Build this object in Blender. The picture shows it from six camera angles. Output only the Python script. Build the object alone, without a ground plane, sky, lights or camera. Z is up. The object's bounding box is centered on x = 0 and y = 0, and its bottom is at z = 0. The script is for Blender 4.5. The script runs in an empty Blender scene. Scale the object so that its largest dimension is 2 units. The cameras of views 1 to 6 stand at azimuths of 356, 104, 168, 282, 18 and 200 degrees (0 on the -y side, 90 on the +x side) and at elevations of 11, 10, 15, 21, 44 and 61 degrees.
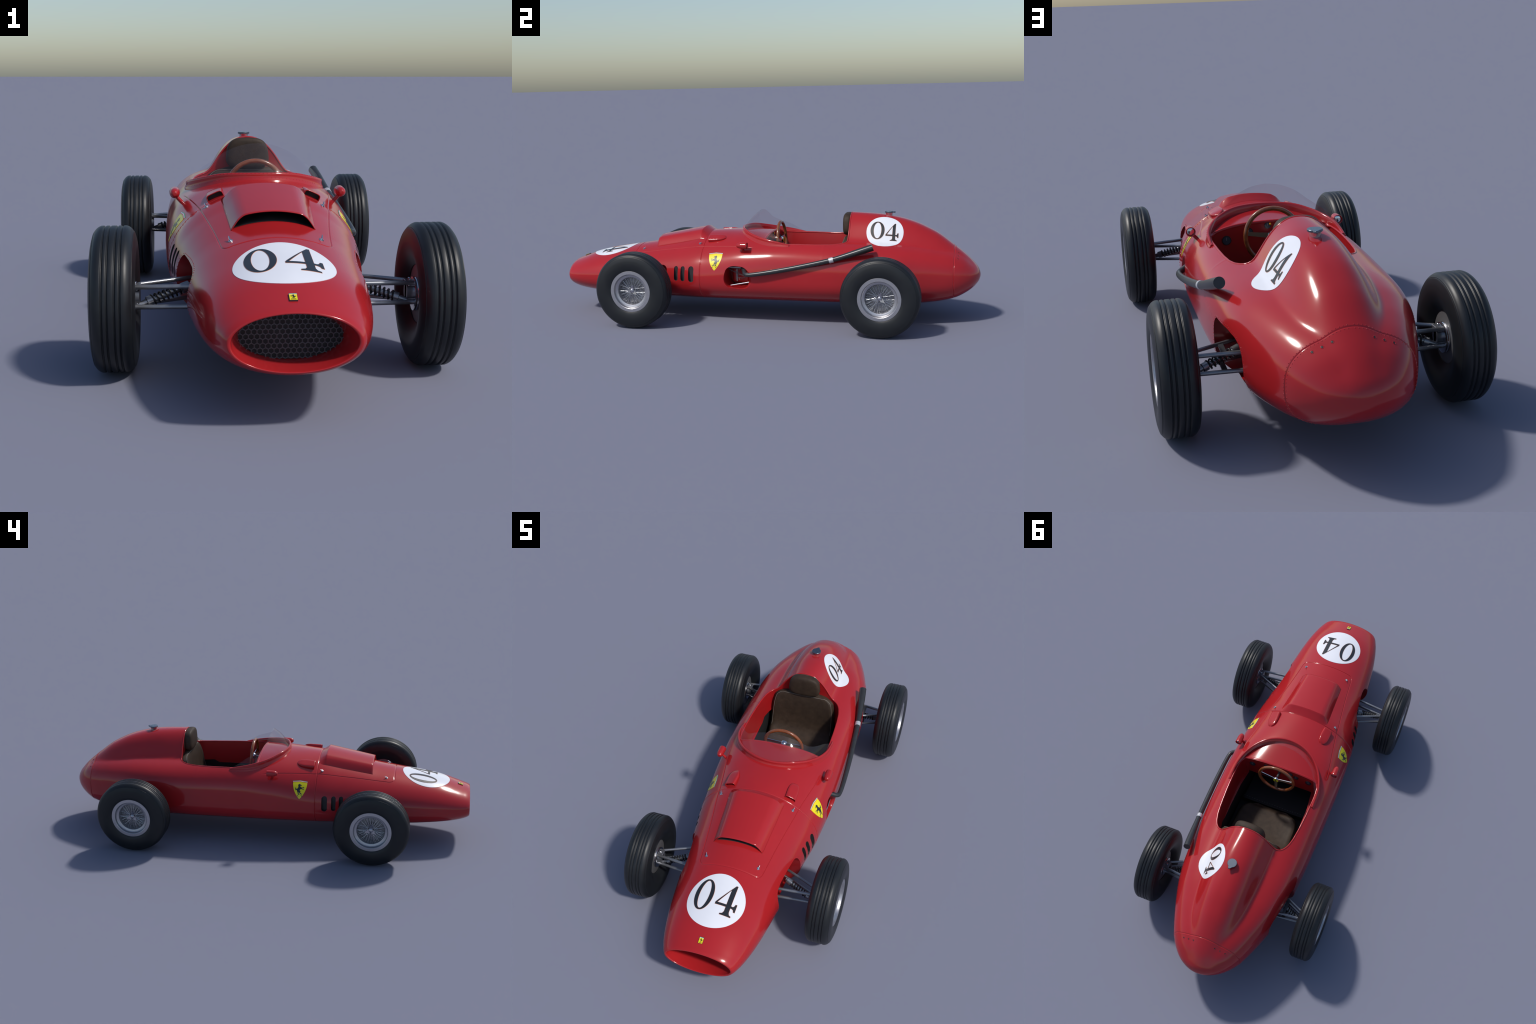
# Vintage front-engined grand prix racing car, built part by part.
import bpy, bmesh, math, random
import numpy as np
from mathutils import Vector, Matrix, Quaternion
from mathutils.bvhtree import BVHTree
from mathutils.geometry import delaunay_2d_cdt

random.seed(4)
rng = np.random.default_rng(4)

# ------------------------------------------------------------------ helpers
def pchip(keys):
    """Monotone cubic interpolation through (t, value) keys."""
    t = np.array([k[0] for k in keys], float); v = np.array([k[1] for k in keys], float)
    h = np.diff(t); d = np.diff(v) / h
    m = np.zeros_like(v); m[0] = d[0]; m[-1] = d[-1]
    for i in range(1, len(v) - 1):
        if d[i - 1] * d[i] > 0:
            w1 = 2 * h[i] + h[i - 1]; w2 = h[i] + 2 * h[i - 1]
            m[i] = (w1 + w2) / (w1 / d[i - 1] + w2 / d[i])
    def f(x):
        x = min(max(x, t[0]), t[-1])
        i = min(max(int(np.searchsorted(t, x)) - 1, 0), len(h) - 1)
        s = (x - t[i]) / h[i]
        return float((2*s**3 - 3*s*s + 1)*v[i] + (s**3 - 2*s*s + s)*h[i]*m[i]
                     + (-2*s**3 + 3*s*s)*v[i+1] + (s**3 - s*s)*h[i]*m[i+1])
    return f

def smooth(a, b, x):
    t = min(max((x - a) / (b - a), 0.0), 1.0)
    return t * t * (3 - 2 * t)

def spline(pts, n):
    """Catmull-Rom through 3D points, n samples."""
    P = [Vector(p) for p in pts]; P = [2*P[0]-P[1]] + P + [2*P[-1]-P[-2]]
    out = []; segs = len(P) - 3
    for k in range(n):
        g = k / (n - 1) * segs; i = min(int(g), segs - 1); s = g - i
        a, b, c, d = P[i:i+4]
        out.append(0.5*((2*b) + (c-a)*s + (2*a-5*b+4*c-d)*s*s + (3*b-a-3*c+d)*s**3))
    return out

def mesh_obj(name, verts, faces, mat=None, parent=None, smooth_angle=40, coll=None):
    me = bpy.data.meshes.new(name)
    me.from_pydata([tuple(v) for v in verts], [], [tuple(f) for f in faces])
    me.validate(); me.update()
    ob = bpy.data.objects.new(name, me)
    bpy.context.scene.collection.objects.link(ob)
    if mat is not None:
        for m in (mat if isinstance(mat, (list, tuple)) else [mat]): me.materials.append(m)
    if smooth_angle is not None:
        shade(me, smooth_angle)
    if parent is not None: ob.parent = parent
    return ob

def shade(me, angle):
    me.polygons.foreach_set('use_smooth', [True] * len(me.polygons))
    if angle < 179:
        me.set_sharp_from_angle(angle=math.radians(angle))

def recalc(ob):
    bm = bmesh.new(); bm.from_mesh(ob.data)
    bmesh.ops.recalc_face_normals(bm, faces=bm.faces); bm.to_mesh(ob.data); bm.free()

class Geo:
    """Collects pieces of geometry that become one mesh."""
    def __init__(s): s.v = []; s.f = []
    def add(s, v, f):
        o = len(s.v); s.v += [tuple(p) for p in v]; s.f += [tuple(i + o for i in q) for q in f]; return s
    def tube(s, path, r, seg=12, closed=False, caps=True):
        P = [Vector(p) for p in path]; n = len(P)
        R = r if hasattr(r, '__len__') else [r] * n
        T = []
        for i in range(n):
            a = P[(i-1) % n] if (closed or i > 0) else P[i]
            b = P[(i+1) % n] if (closed or i < n-1) else P[i]
            T.append((b - a).normalized())
        up = Vector((0, 0, 1)) if abs(T[0].z) < .9 else Vector((0, 1, 0))
        nrm = (up - T[0] * up.dot(T[0])).normalized(); V = []
        for i in range(n):
            nrm = (nrm - T[i] * nrm.dot(T[i])).normalized(); bi = T[i].cross(nrm)
            for k in range(seg):
                a = 2 * math.pi * k / seg
                V.append(P[i] + (nrm * math.cos(a) + bi * math.sin(a)) * R[i])
        F = []
        for i in range(n if closed else n - 1):
            for k in range(seg):
                j = (i + 1) % n
                F.append((i*seg+k, i*seg+(k+1) % seg, j*seg+(k+1) % seg, j*seg+k))
        if caps and not closed:
            F.append(tuple(range(seg))[::-1]); F.append(tuple((n-1)*seg + k for k in range(seg)))
        return s.add(V, F)
    def rod(s, a, b, r, r2=None, seg=12):
        return s.tube([a, b], [r, r if r2 is None else r2], seg)
    def lathe(s, prof, seg=64, axis='x', origin=(0, 0, 0), closed=False, cap0=False, cap1=False):
        """Profile of (along, radius) pairs turned round an axis."""
        V = []; n = len(prof)
        for d, r in prof:
            for k in range(seg):
                a = 2 * math.pi * k / seg; c, q = r * math.cos(a), r * math.sin(a)
                p = {'x': (d, c, q), 'y': (c, d, q), 'z': (c, q, d)}[axis]
                V.append((p[0]+origin[0], p[1]+origin[1], p[2]+origin[2]))
        F = []
        for i in range(n if closed else n - 1):
            j = (i + 1) % n
            for k in range(seg): F.append((i*seg+k, i*seg+(k+1) % seg, j*seg+(k+1) % seg, j*seg+k))
        if cap0: F.append(tuple(range(seg))[::-1])
        if cap1: F.append(tuple((n-1)*seg+k for k in range(seg)))
        return s.add(V, F)
    def box(s, c, size, M=None):
        V = []
        for sx in (-1, 1):
            for sy in (-1, 1):
                for sz in (-1, 1):
                    p = Vector((sx*size[0]/2, sy*size[1]/2, sz*size[2]/2))
                    V.append((M @ p if M else p) + Vector(c))
        return s.add(V, [(0,1,3,2),(4,6,7,5),(0,4,5,1),(2,3,7,6),(0,2,6,4),(1,5,7,3)])
    def dome(s, c, nrm, r, h, seg=8, rings=3):
        n = Vector(nrm).normalized(); t = n.orthogonal().normalized(); b = n.cross(t); V = []; F = []
        for i in range(rings):
            a = math.pi/2 * i / rings
            for k in range(seg):
                q = 2*math.pi*k/seg
                V.append(Vector(c) + (t*math.cos(q) + b*math.sin(q))*r*math.cos(a) + n*h*math.sin(a))
        V.append(Vector(c) + n*h)
        for i in range(rings - 1):
            for k in range(seg): F.append((i*seg+k, i*seg+(k+1) % seg, (i+1)*seg+(k+1) % seg, (i+1)*seg+k))
        for k in range(seg): F.append(((rings-1)*seg+k, (rings-1)*seg+(k+1) % seg, rings*seg))
        return s.add(V, F)
    def grid(s, rows, closed_u=False):
        n = len(rows); m = len(rows[0]); F = []
        for i in range(n - 1):
            for k in range(m if closed_u else m - 1):
                F.append((i*m+k, i*m+(k+1) % m, (i+1)*m+(k+1) % m, (i+1)*m+k))
        return s.add([p for r in rows for p in r], F)
    def build(s, name, mat, parent=None, angle=40, fix=True):
        ob = mesh_obj(name, s.v, s.f, mat, parent, None)
        if fix: recalc(ob)
        shade(ob.data, angle)
        return ob

# ---------------------------------------------------------------- materials
def new_mat(name):
    m = bpy.data.materials.new(name); m.use_nodes = True
    nt = m.node_tree; b = nt.nodes['Principled BSDF']
    return m, nt, b

def noise(nt, scale, detail=3, rough=.55):
    tc = nt.nodes.new('ShaderNodeTexCoord'); n = nt.nodes.new('ShaderNodeTexNoise')
    n.inputs['Scale'].default_value = scale; n.inputs['Detail'].default_value = detail
    n.inputs['Roughness'].default_value = rough
    nt.links.new(tc.outputs['Object'], n.inputs['Vector']); return n

def ramp(nt, src, stops):
    r = nt.nodes.new('ShaderNodeValToRGB'); e = r.color_ramp.elements
    while len(e) < len(stops): e.new(.5)
    for k, (p, c) in enumerate(stops): e[k].position = p; e[k].color = (*c, 1)
    nt.links.new(src, r.inputs['Fac']); return r

def plain(name, col, rough=.5, metal=0.0, var=.06, scale=40, bump=0, bump_scale=400, spec=.5, coat=0):
    m, nt, b = new_mat(name)
    n = noise(nt, scale)
    lo = tuple(c*(1-var) for c in col); hi = tuple(min(1, c*(1+var)) for c in col)
    r = ramp(nt, n.outputs['Fac'], [(.3, lo), (.7, hi)])
    nt.links.new(r.outputs['Color'], b.inputs['Base Color'])
    b.inputs['Roughness'].default_value = rough; b.inputs['Metallic'].default_value = metal
    b.inputs['Specular IOR Level'].default_value = spec
    if coat: b.inputs['Coat Weight'].default_value = coat; b.inputs['Coat Roughness'].default_value = .04
    if bump:
        n2 = noise(nt, bump_scale); bp = nt.nodes.new('ShaderNodeBump')
        bp.inputs['Strength'].default_value = bump; bp.inputs['Distance'].default_value = .001
        nt.links.new(n2.outputs['Fac'], bp.inputs['Height']); nt.links.new(bp.outputs['Normal'], b.inputs['Normal'])
    return m

RED = plain('red_paint', (.385, .0160, .0192), .13, var=.03, scale=5, coat=.0)
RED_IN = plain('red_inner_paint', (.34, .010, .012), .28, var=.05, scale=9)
RUBBER = plain('tyre_rubber', (.0108, .0125, .0150), .42, var=.12, scale=30, spec=.40, bump=.10, bump_scale=600)
RIMGREY = plain('rim_painted_metal', (.47, .465, .49), .36, metal=.90, var=.05, scale=120, bump=.2, bump_scale=900)
CHROME = plain('chrome', (.62, .63, .66), .12, metal=1, var=.03)
NUT = plain('knock_off_metal', (.40, .40, .44), .26, metal=.9, var=.04)
STEEL = plain('suspension_steel', (.26, .265, .285), .30, metal=.75, var=.06, scale=60)
DARKSTEEL = plain('dark_steel', (.085, .09, .10), .38, metal=.6, var=.08, scale=50)
SPOKE = plain('spoke_wire', (.46, .47, .50), .22, metal=1, var=.10, scale=200)
DISH = plain('wheel_dish', (.40, .40, .41), .45, metal=.55, var=.25, scale=150)
DISC = plain('brake_disc_metal', (.24, .24, .25), .45, metal=.7, var=.10, scale=200, bump=.4, bump_scale=1200)
BLACK = plain('black_lining', (.0065, .007, .008), .7, var=.15, scale=80)
SPRING = plain('spring_black', (.012, .012, .013), .30, var=.1)
EXHAUST = plain('exhaust_black_metal', (.040, .042, .045), .32, metal=.35, var=.12, scale=60)
BAND = plain('clamp_band', (.55, .55, .57), .35, metal=.4, var=.05)
LEATHER = plain('brown_leather', (.041, .0265, .0175), .60, spec=.25, var=.22, scale=45, bump=.35, bump_scale=350)
STITCH = plain('pale_thread', (.19, .165, .14), .7, var=.1)
WOOD = plain('wood_rim', (.21, .060, .018), .25, var=.28, scale=55, coat=.4)
WHITE = plain('white_disc_paint', (.78, .79, .84), .22, var=.02, scale=12)
INK = plain('black_numeral_paint', (.018, .021, .026), .3, var=.05)
HALO = plain('numeral_edge_tint', (.62, .30, .20), .3, var=.05)
YELLOW = plain('badge_yellow', (.80, .68, .01), .25, var=.04)
GREEN = plain('badge_green', (.05, .30, .16), .3, var=.03)
BREDS = plain('badge_red', (.55, .03, .05), .3, var=.03)
GREY_IN = plain('gauge_face', (.045, .052, .062), .3, var=.1)
GAUGE_RING = plain('gauge_ring', (.03, .032, .036), .3, metal=.4)
CAPM = plain('filler_cap_metal', (.16, .185, .22), .26, metal=.9, var=.04)
MESHM = plain('grille_wire', (.105, .11, .125), .4, metal=.4, var=.08)
VOID = plain('radiator_black', (.028, .026, .029), .6, var=.2)

def glass_mat():
    m, nt, b = new_mat('windscreen_glass')
    out = nt.nodes['Material Output']
    tr = nt.nodes.new('ShaderNodeBsdfTransparent'); tr.inputs['Color'].default_value = (.955, .94, .955, 1)
    gl = nt.nodes.new('ShaderNodeBsdfGlossy'); gl.inputs['Roughness'].default_value = .05
    n = noise(nt, 6); r = ramp(nt, n.outputs['Fac'], [(.3, (.85, .85, .87)), (.7, (.95, .95, .96))])
    nt.links.new(r.outputs['Color'], gl.inputs['Color'])
    lw = nt.nodes.new('ShaderNodeLayerWeight'); lw.inputs['Blend'].default_value = .5
    pw = nt.nodes.new('ShaderNodeMath'); pw.operation = 'POWER'; pw.inputs[1].default_value = 4.0
    nt.links.new(lw.outputs['Facing'], pw.inputs[0])
    ma = nt.nodes.new('ShaderNodeMath'); ma.operation = 'MULTIPLY_ADD'; ma.inputs[1].default_value = .18; ma.inputs[2].default_value = .03
    nt.links.new(pw.outputs[0], ma.inputs[0])
    mx = nt.nodes.new('ShaderNodeMixShader')
    nt.links.new(ma.outputs[0], mx.inputs['Fac'])
    df = nt.nodes.new('ShaderNodeBsdfDiffuse'); df.inputs['Color'].default_value = (.20, .17, .18, 1)  # grey veil painting the sky-reflection haze into the glass
    m0 = nt.nodes.new('ShaderNodeMixShader'); m0.inputs['Fac'].default_value = .055
    nt.links.new(tr.outputs['BSDF'], m0.inputs[1]); nt.links.new(df.outputs['BSDF'], m0.inputs[2])
    nt.links.new(m0.outputs['Shader'], mx.inputs[1]); nt.links.new(gl.outputs['BSDF'], mx.inputs[2])
    nt.links.new(mx.outputs['Shader'], out.inputs['Surface'])
    nt.nodes.remove(b)
    return m
GLASS = glass_mat()

# ------------------------------------------------------------------ the car
car = bpy.data.objects.new('racing_car', None)
bpy.context.scene.collection.objects.link(car)
car['label'] = 'vintage red open-wheel racing car numbered 04 with wire wheels'
car['category'] = 'racing car'

# body lines along the length (y): half width, crown, keel, waist height
W = pchip([(-1, .134), (-.99, .1415), (-.97, .1505), (-.94, .1615), (-.87, .1795), (-.8, .192), (-.65, .2105), (-.5, .2275),
           (-.4, .241), (-.3, .255), (-.15, .2645), (0, .2690), (.1, .2692), (.3, .2680), (.4, .2655), (.55, .2560), (.64, .242),
           (.72, .220), (.80, .193), (.87, .165), (.91, .143), (.95, .110), (.97, .0865), (.985, .0610), (.993, .0415), (.9975, .0245), (.9994, .0115), (1.0, .0)])
ZT = pchip([(-1, .2455), (-.99, .2505), (-.97, .2578), (-.94, .2685), (-.9, .2823), (-.86, .2932), (-.8, .3053), (-.73, .3170),
            (-.64, .3325), (-.56, .3455), (-.53, .3515), (-.4, .378), (-.28, .402), (-.13, .4085), (.03, .399), (.15, .397), (.3, .390),
            (.42, .385), (.55, .381), (.65, .3735), (.75, .359), (.8, .350), (.884, .3285), (.9, .320), (.93, .302),
            (.96, .275), (.985, .2495), (.994, .2345), (.998, .2235), (.9995, .2175), (1.0, .213)])
ZTOP = pchip([(.3, .497), (.405, .4965), (.49, .4930), (.55, .4885), (.63, .4745), (.70, .4545), (.78, .4185), (.8045, .405),
              (.88, .3495), (.945, .2965), (.975, .2645), (.987, .2490), (.994, .2355), (.998, .2240), (.9995, .2178), (1.0, .213)])
ZB = pchip([(-1, .1225), (-.99, .1165), (-.95, .106), (-.9, .0995), (-.8, .092), (-.7, .0865), (-.5, .0835), (-.3, .082),
            (.3, .082), (.6, .083), (.7, .084), (.8, .092), (.884, .1095), (.93, .130), (.97, .1575), (.985, .1745), (.994, .1885), (.998, .2005), (.9995, .2075), (1.0, .213)])
ZW = pchip([(-1, .184), (-.9, .187), (-.7, .195), (-.4, .207), (0, .212), (.8, .212), (1.0, .213)])
PU = pchip([(-1, 2.0), (-.8, 1.98), (-.6, 1.92), (-.28, 1.90), (-.2, 2.02), (-.05, 2.5), (.08, 2.9), (.42, 2.98), (.6, 3.0), (.75, 2.85), (.884, 2.40), (1.0, 2.0)])
PL = pchip([(-1, 2.0), (-.95, 2.2), (-.8, 2.48), (-.6, 2.62), (.6, 2.62), (.884, 2.6), (1.0, 2.0)])
HB = pchip([(.3, .125), (.45, .1245), (.6, .1205), (.7, .113), (.8, .097), (.884, .066), (.95, .04), (1.0, .03)])
HE = pchip([(.3, 2.2), (.42, 2.2), (.54, 2.5), (.7, 2.5), (.884, 2.1), (1.0, 2.0)])
PHIS = pchip([(-1, .63), (-.64, .655), (-.28, .752), (-.02, .82), (1.0, .82)])
SEAM_Y, TAIL_Y, HOOD_Y = -.278, .884, -.642

def hump(x, y):
    """Headrest fairing standing on the rear deck."""
    if y < .3: return 0.0
    H = max(ZTOP(y) - ZT(y), 0) * smooth(.30, .385, y)
    if H < 1e-5: return 0.0
    k = .11 * H + .0015; t = 1 - abs(x / HB(y)) ** HE(y)
    e = H * t / k
    return k * math.log1p(math.exp(min(e, 40))) if e < 40 else H * t

def ring(y, w, zt, zb, zw, pu, pl, cols):
    """Half section from crown (phi 0) round the waist (pi/2) to the keel (pi)."""
    out = []
    for phi in cols:
        s, c = math.sin(phi), math.cos(phi)
        p = pu if c >= 0 else pl
        r = (abs(s)**p + abs(c)**p) ** (-1/p)
        out.append((w*r*s, y, zw + ((zt-zw) if c >= 0 else (zw-zb)) * r * c))
    return out

def columns(y):
    ps = PHIS(y)
    a = list(np.linspace(0, ps - .16, 26, endpoint=False))
    b = list(np.linspace(ps - .16, ps + .05, 44, endpoint=False))
    c = list(np.linspace(ps + .05, math.pi/2, 30, endpoint=False))
    d = list(np.linspace(math.pi/2, math.pi, 44))
    return a + b + c + d

def groove(d, half=.0021, depth=.0018):
    return depth * (1 - (d/half)**2) if abs(d) < half else 0.0

def stations():
    ys = list(np.linspace(-1, -.97, 12)) + list(np.arange(-.964, -.664, .006))
    ys += list(np.arange(-.660, -.604, .00125)) + list(np.arange(-.602, -.288, .005))
    ys += list(np.arange(-.284, -.2715, .00065)) + list(np.arange(-.268, .868, .0055))
    ys += list(np.arange(.872, .879, .0025)) + list(np.arange(.8805, .8876, .00065)) + list(np.arange(.89, .95, .004))
    a = np.linspace(0, math.pi/2, 26)
    ys += [ .95 + .05*math.sin(t) for t in a[:-1]]
    return ys

def build_skin():
    rows = []
    # intake duct, from the radiator forward to the lip, then the outer skin
    for t in np.linspace(0, 1, 14):
        y = -.905 - .086 * t
        w = .1065 + .019 * t**1.6; h = .0490 + .0090 * t**1.6; c = .1765 + .0075*t
        rows.append((y, w, c+h, c-h, c, 2, 2, False))
    for a in np.linspace(20, 80, 5):                      # rolled lip
        q = math.radians(a); s, c = math.sin(q), math.cos(q)
        rows.append((-.991 - .009*s, .1300 - .0045*c, .2435 - .0015*c*1.0 - .0002, .1245 + .0015*c, .184, 2, 2, False))
    for y in stations():
        rows.append((y, W(y), ZT(y), ZB(y), ZW(y), PU(y), PL(y), True))
    V = []; n_half = len(columns(0)); full = 2 * n_half - 2
    for (y, w, zt, zb, zw, pu, pl, outer) in rows:
        cols = columns(y) if outer else columns(-1)
        half = ring(y, w, zt, zb, zw, pu, pl, cols)
        pts = []
        ps = PHIS(y)
        for phi, (x, yy, z) in zip(cols, half):
            if outer:
                if phi < math.pi/2:
                    z += hump(x, y)
                # panel grooves
                g = max(groove(y - SEAM_Y), groove(y - TAIL_Y))
                if y < -.015 and phi < 1.3:
                    s = (phi - ps) * (.30 if w > .2 else .26)
                    rr = .03
                    q0, q1 = s + rr, -(y - HOOD_Y) + rr
                    sd = math.hypot(max(q0, 0), max(q1, 0)) + min(max(q0, q1), 0) - rr
                    g = max(g, groove(sd, .0027, .0019) * (1 - smooth(-.05, -.015, y)))
                if g > 0:
                    nx, nz = x / max(w*w, 1e-6), (z - zw) / max((zt - zw)**2, 1e-6)
                    L = math.hypot(nx, nz) or 1
                    x -= g * nx / L; z -= g * nz / L
            pts.append((x, yy, z))
        right = pts; left = [(-x, yy, z) for (x, yy, z) in pts[1:-1]][::-1]
        V += right + left
    n = len(rows); F = []
    for i in range(n - 1):
        for k in range(full):
            F.append((i*full+k, i*full+(k+1) % full, (i+1)*full+(k+1) % full, (i+1)*full+k))
    V.append((0, -.905, .1765)); c0 = len(V) - 1
    V.append((0, 1.0, .213)); c1 = len(V) - 1
    for k in range(full):
        F.append((c0, (k+1) % full, k)); F.append((c1, (n-1)*full+k, (n-1)*full+(k+1) % full))
    return V, F

SV, SF = build_skin()
skin = mesh_obj('body_skin', SV, SF, [RED, RED_IN, BLACK, VOID], None, 179)
recalc(skin)
bvh = BVHTree.FromPolygons([Vector(v) for v in SV], SF)
skin_ref_bm = bmesh.new(); skin_ref_bm.from_mesh(skin.data); skin_ref_bm.normal_update()
skin_ref_bm.verts.ensure_lookup_table(); skin_ref_bm.faces.ensure_lookup_table()
ref_bvh = BVHTree.FromBMesh(skin_ref_bm)

def cast(o, d, dist=2.0):
    loc, nrm, idx, dd = bvh.ray_cast(Vector(o), Vector(d).normalized(), dist)
    if loc is None: return None, None
    if nrm.dot(Vector(d)) > 0: nrm = -nrm
    return loc, nrm

def on_top(x, y):
    return cast((x, y, .8), (0, 0, -1))
def on_side(sx, y, z):
    return cast((sx*.6, y, z), (-sx, 0, 0))

# ------------------------------------------------------------ cutters
def prism(outline, lo, hi, axis, mat_index, flare=None):
    """Closed prism; outline is 2D; axis 'z' -> (x,y) outline, 'x' -> (y,z)."""
    V = []; n = len(outline)
    levels = [(lo, 1.0), (hi, 1.0)] if flare is None else flare
    cx = sum(p[0] for p in outline)/n; cy = sum(p[1] for p in outline)/n
    for lev, sc in levels:
        for a, b in outline:
            a2, b2 = cx + (a-cx)*sc, cy + (b-cy)*sc
            V.append((a2, b2, lev) if axis == 'z' else (lev, a2, b2))
    F = [tuple(range(n)), tuple((len(levels)-1)*n + k for k in range(n))[::-1]]
    for i in range(len(levels)-1):
        for k in range(n): F.append((i*n+k, i*n+(k+1) % n, (i+1)*n+(k+1) % n, (i+1)*n+k))
    ob = mesh_obj('cutter', V, F, [RED, RED_IN, BLACK, VOID], None, None)
    recalc(ob)
    ob.data.polygons.foreach_set('material_index', [mat_index]*len(ob.data.polygons))
    return ob

def cut(target, cutter, op='DIFFERENCE'):
    m = target.modifiers.new('cut', 'BOOLEAN'); m.object = cutter; m.operation = op
    m.solver = 'EXACT'; m.material_mode = 'INDEX'
    bpy.context.view_layer.update()
    dg = bpy.context.evaluated_depsgraph_get()
    me = bpy.data.meshes.new_from_object(target.evaluated_get(dg))
    target.modifiers.clear(); old = target.data; target.data = me; bpy.data.meshes.remove(old)
    bpy.data.objects.remove(cutter)

def round_poly(pts, r, seg=6):
    out = []; n = len(pts)
    for i in range(n):
        a, b, c = Vector(pts[i-1]), Vector(pts[i]), Vector(pts[(i+1) % n])
        rr = min(r, (a-b).length*.45, (c-b).length*.45)
        p, q = b + (a-b).normalized()*rr, b + (c-b).normalized()*rr
        for k in range(seg+1):
            t = k/seg; out.append(tuple((1-t)**2*p + 2*t*(1-t)*b + t*t*q))
    return out

def mirror_outline(half):
    return half + [(-x, y) for x, y in half[::-1] if abs(x) > 1e-6]

COCKPIT = [(0, .022), (.166, .021), (.180, .025), (.189, .038), (.1935, .075), (.1940, .12), (.1915, .2), (.187, .27),
           (.181, .325), (.172, .362), (.161, .384), (.148, .396), (.130, .402), (.10, .404), (0, .404)]
def tub(outline, levels, mat_index):
    V = []; n = len(outline)
    for z, sc in levels: V += [(x*sc, y, z) for x, y in outline]
    F = [tuple(range(n)), tuple((len(levels)-1)*n + k for k in range(n))[::-1]]
    for i in range(len(levels)-1):
        for k in range(n): F.append((i*n+k, i*n+(k+1) % n, (i+1)*n+(k+1) % n, (i+1)*n+k))
    ob = mesh_obj('cutter', V, F, [RED, RED_IN, BLACK, VOID], None, None); recalc(ob)
    ob.data.polygons.foreach_set('material_index', [mat_index]*len(ob.data.polygons)); return ob
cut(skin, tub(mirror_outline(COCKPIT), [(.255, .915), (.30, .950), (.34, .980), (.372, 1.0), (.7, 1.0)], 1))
well = mirror_outline([(0, -.25), (.13, -.25), (.155, .0), (.168, .10), (.170, .25), (.168, .36), (.16, .43), (0, .440)])
cut(skin, prism(well, .112, .2695, 'z', 2))

ARCH_F = round_poly([(-.447, .235), (-.452, .254), (-.466, .2625), (-.53, .2605), (-.60, .2555), (-.632, .2485), (-.651, .236), (-.661, .215),
                     (-.660, .185), (-.652, .150), (-.636, .118), (-.462, .114), (-.449, .140)], .010)
ARCH_R = round_poly([(.504, .235), (.508, .262), (.522, .2765), (.62, .2755), (.667, .2695), (.694, .2575), (.709, .236), (.714, .205),
                     (.709, .155), (.694, .120), (.520, .114), (.506, .140)], .010)
for sx in (1, -1):
    for arch in (ARCH_F, ARCH_R):
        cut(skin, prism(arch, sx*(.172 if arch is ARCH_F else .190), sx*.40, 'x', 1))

def stadium(cy, cz, hw, hh, n=8):
    out = []
    for k in range(n+1):
        a = math.pi*k/n; out.append((cy + hw*math.cos(a), cz + hh - hw + hw*math.sin(a)))
    for k in range(n+1):
        a = math.pi + math.pi*k/n; out.append((cy + hw*math.cos(a), cz - hh + hw + hw*math.sin(a)))
    return out
VENTS = [(-.4005, .0098, .034), (-.3655, .0105, .035), (-.3225, .0133, .037)]
for sx in (1, -1):
    for (cy, hw, hh) in VENTS:
        cut(skin, prism(stadium(cy, .2265, hw, hh), sx*(W(cy) - .015), sx*.34, 'x', 2))
WINDOW = round_poly([(-.157, .232), (-.150, .262), (-.12, .278), (-.06, .272), (-.038, .245), (-.031, .20), (-.048, .168), (-.10, .165), (-.145, .173), (-.158, .20)], .03)
xw = on_side(1, -.095, .22)[0].x
cut(skin, prism(WINDOW, 0, 0, 'x', 1, flare=[(.15, .93), (xw-.016, .93), (xw-.010, .94), (xw-.005, .97), (xw-.0015, 1.02), (xw+.002, 1.12), (xw+.06, 1.5)]))

# hood split and division of the skin into panels that share border vertices and normals
bm = bmesh.new(); bm.from_mesh(skin.data)
def xs_seam(y):
    ps = PHIS(y); p = PU(y); s, c = math.sin(ps), math.cos(ps)
    return W(y) * (abs(s)**p + abs(c)**p)**(-1/p) * s
def bisect(co, no, sel):
    fs = [f for f in bm.faces if sel(f.calc_center_median())]
    g = set(fs)
    for f in fs: g.update(f.verts); g.update(f.edges)
    bmesh.ops.bisect_plane(bm, geom=list(g), plane_co=co, plane_no=no, dist=1e-5)
bisect((0, SEAM_Y, 0), (0, 1, 0), lambda c: abs(c.y - SEAM_Y) < .02)
bisect((0, TAIL_Y, 0), (0, 1, 0), lambda c: abs(c.y - TAIL_Y) < .02)
bisect((0, HOOD_Y, 0), (0, 1, 0), lambda c: abs(c.y - HOOD_Y) < .02 and c.z > .2)
x0, x1 = xs_seam(HOOD_Y), xs_seam(SEAM_Y)
for sx in (1, -1):
    bisect((sx*x0, HOOD_Y, 0), (sx*(SEAM_Y-HOOD_Y), -(x1-x0), 0),
           lambda c: HOOD_Y - .001 < c.y < SEAM_Y + .001 and c.z > .2 and c.x*sx > .08)
bm.to_mesh(skin.data); bm.free()
skin.data.update()

me = skin.data
shade(me, 35)
loop_n = np.zeros(len(me.loops)*3, 'f'); me.corner_normals.foreach_get('vector', loop_n); loop_n = loop_n.reshape(-1, 3)
vco = np.zeros(len(me.vertices)*3, 'f'); me.vertices.foreach_get('co', vco); vco = vco.reshape(-1, 3)
loop_v = np.zeros(len(me.loops), 'i'); me.loops.foreach_get('vertex_index', loop_v)
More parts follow.
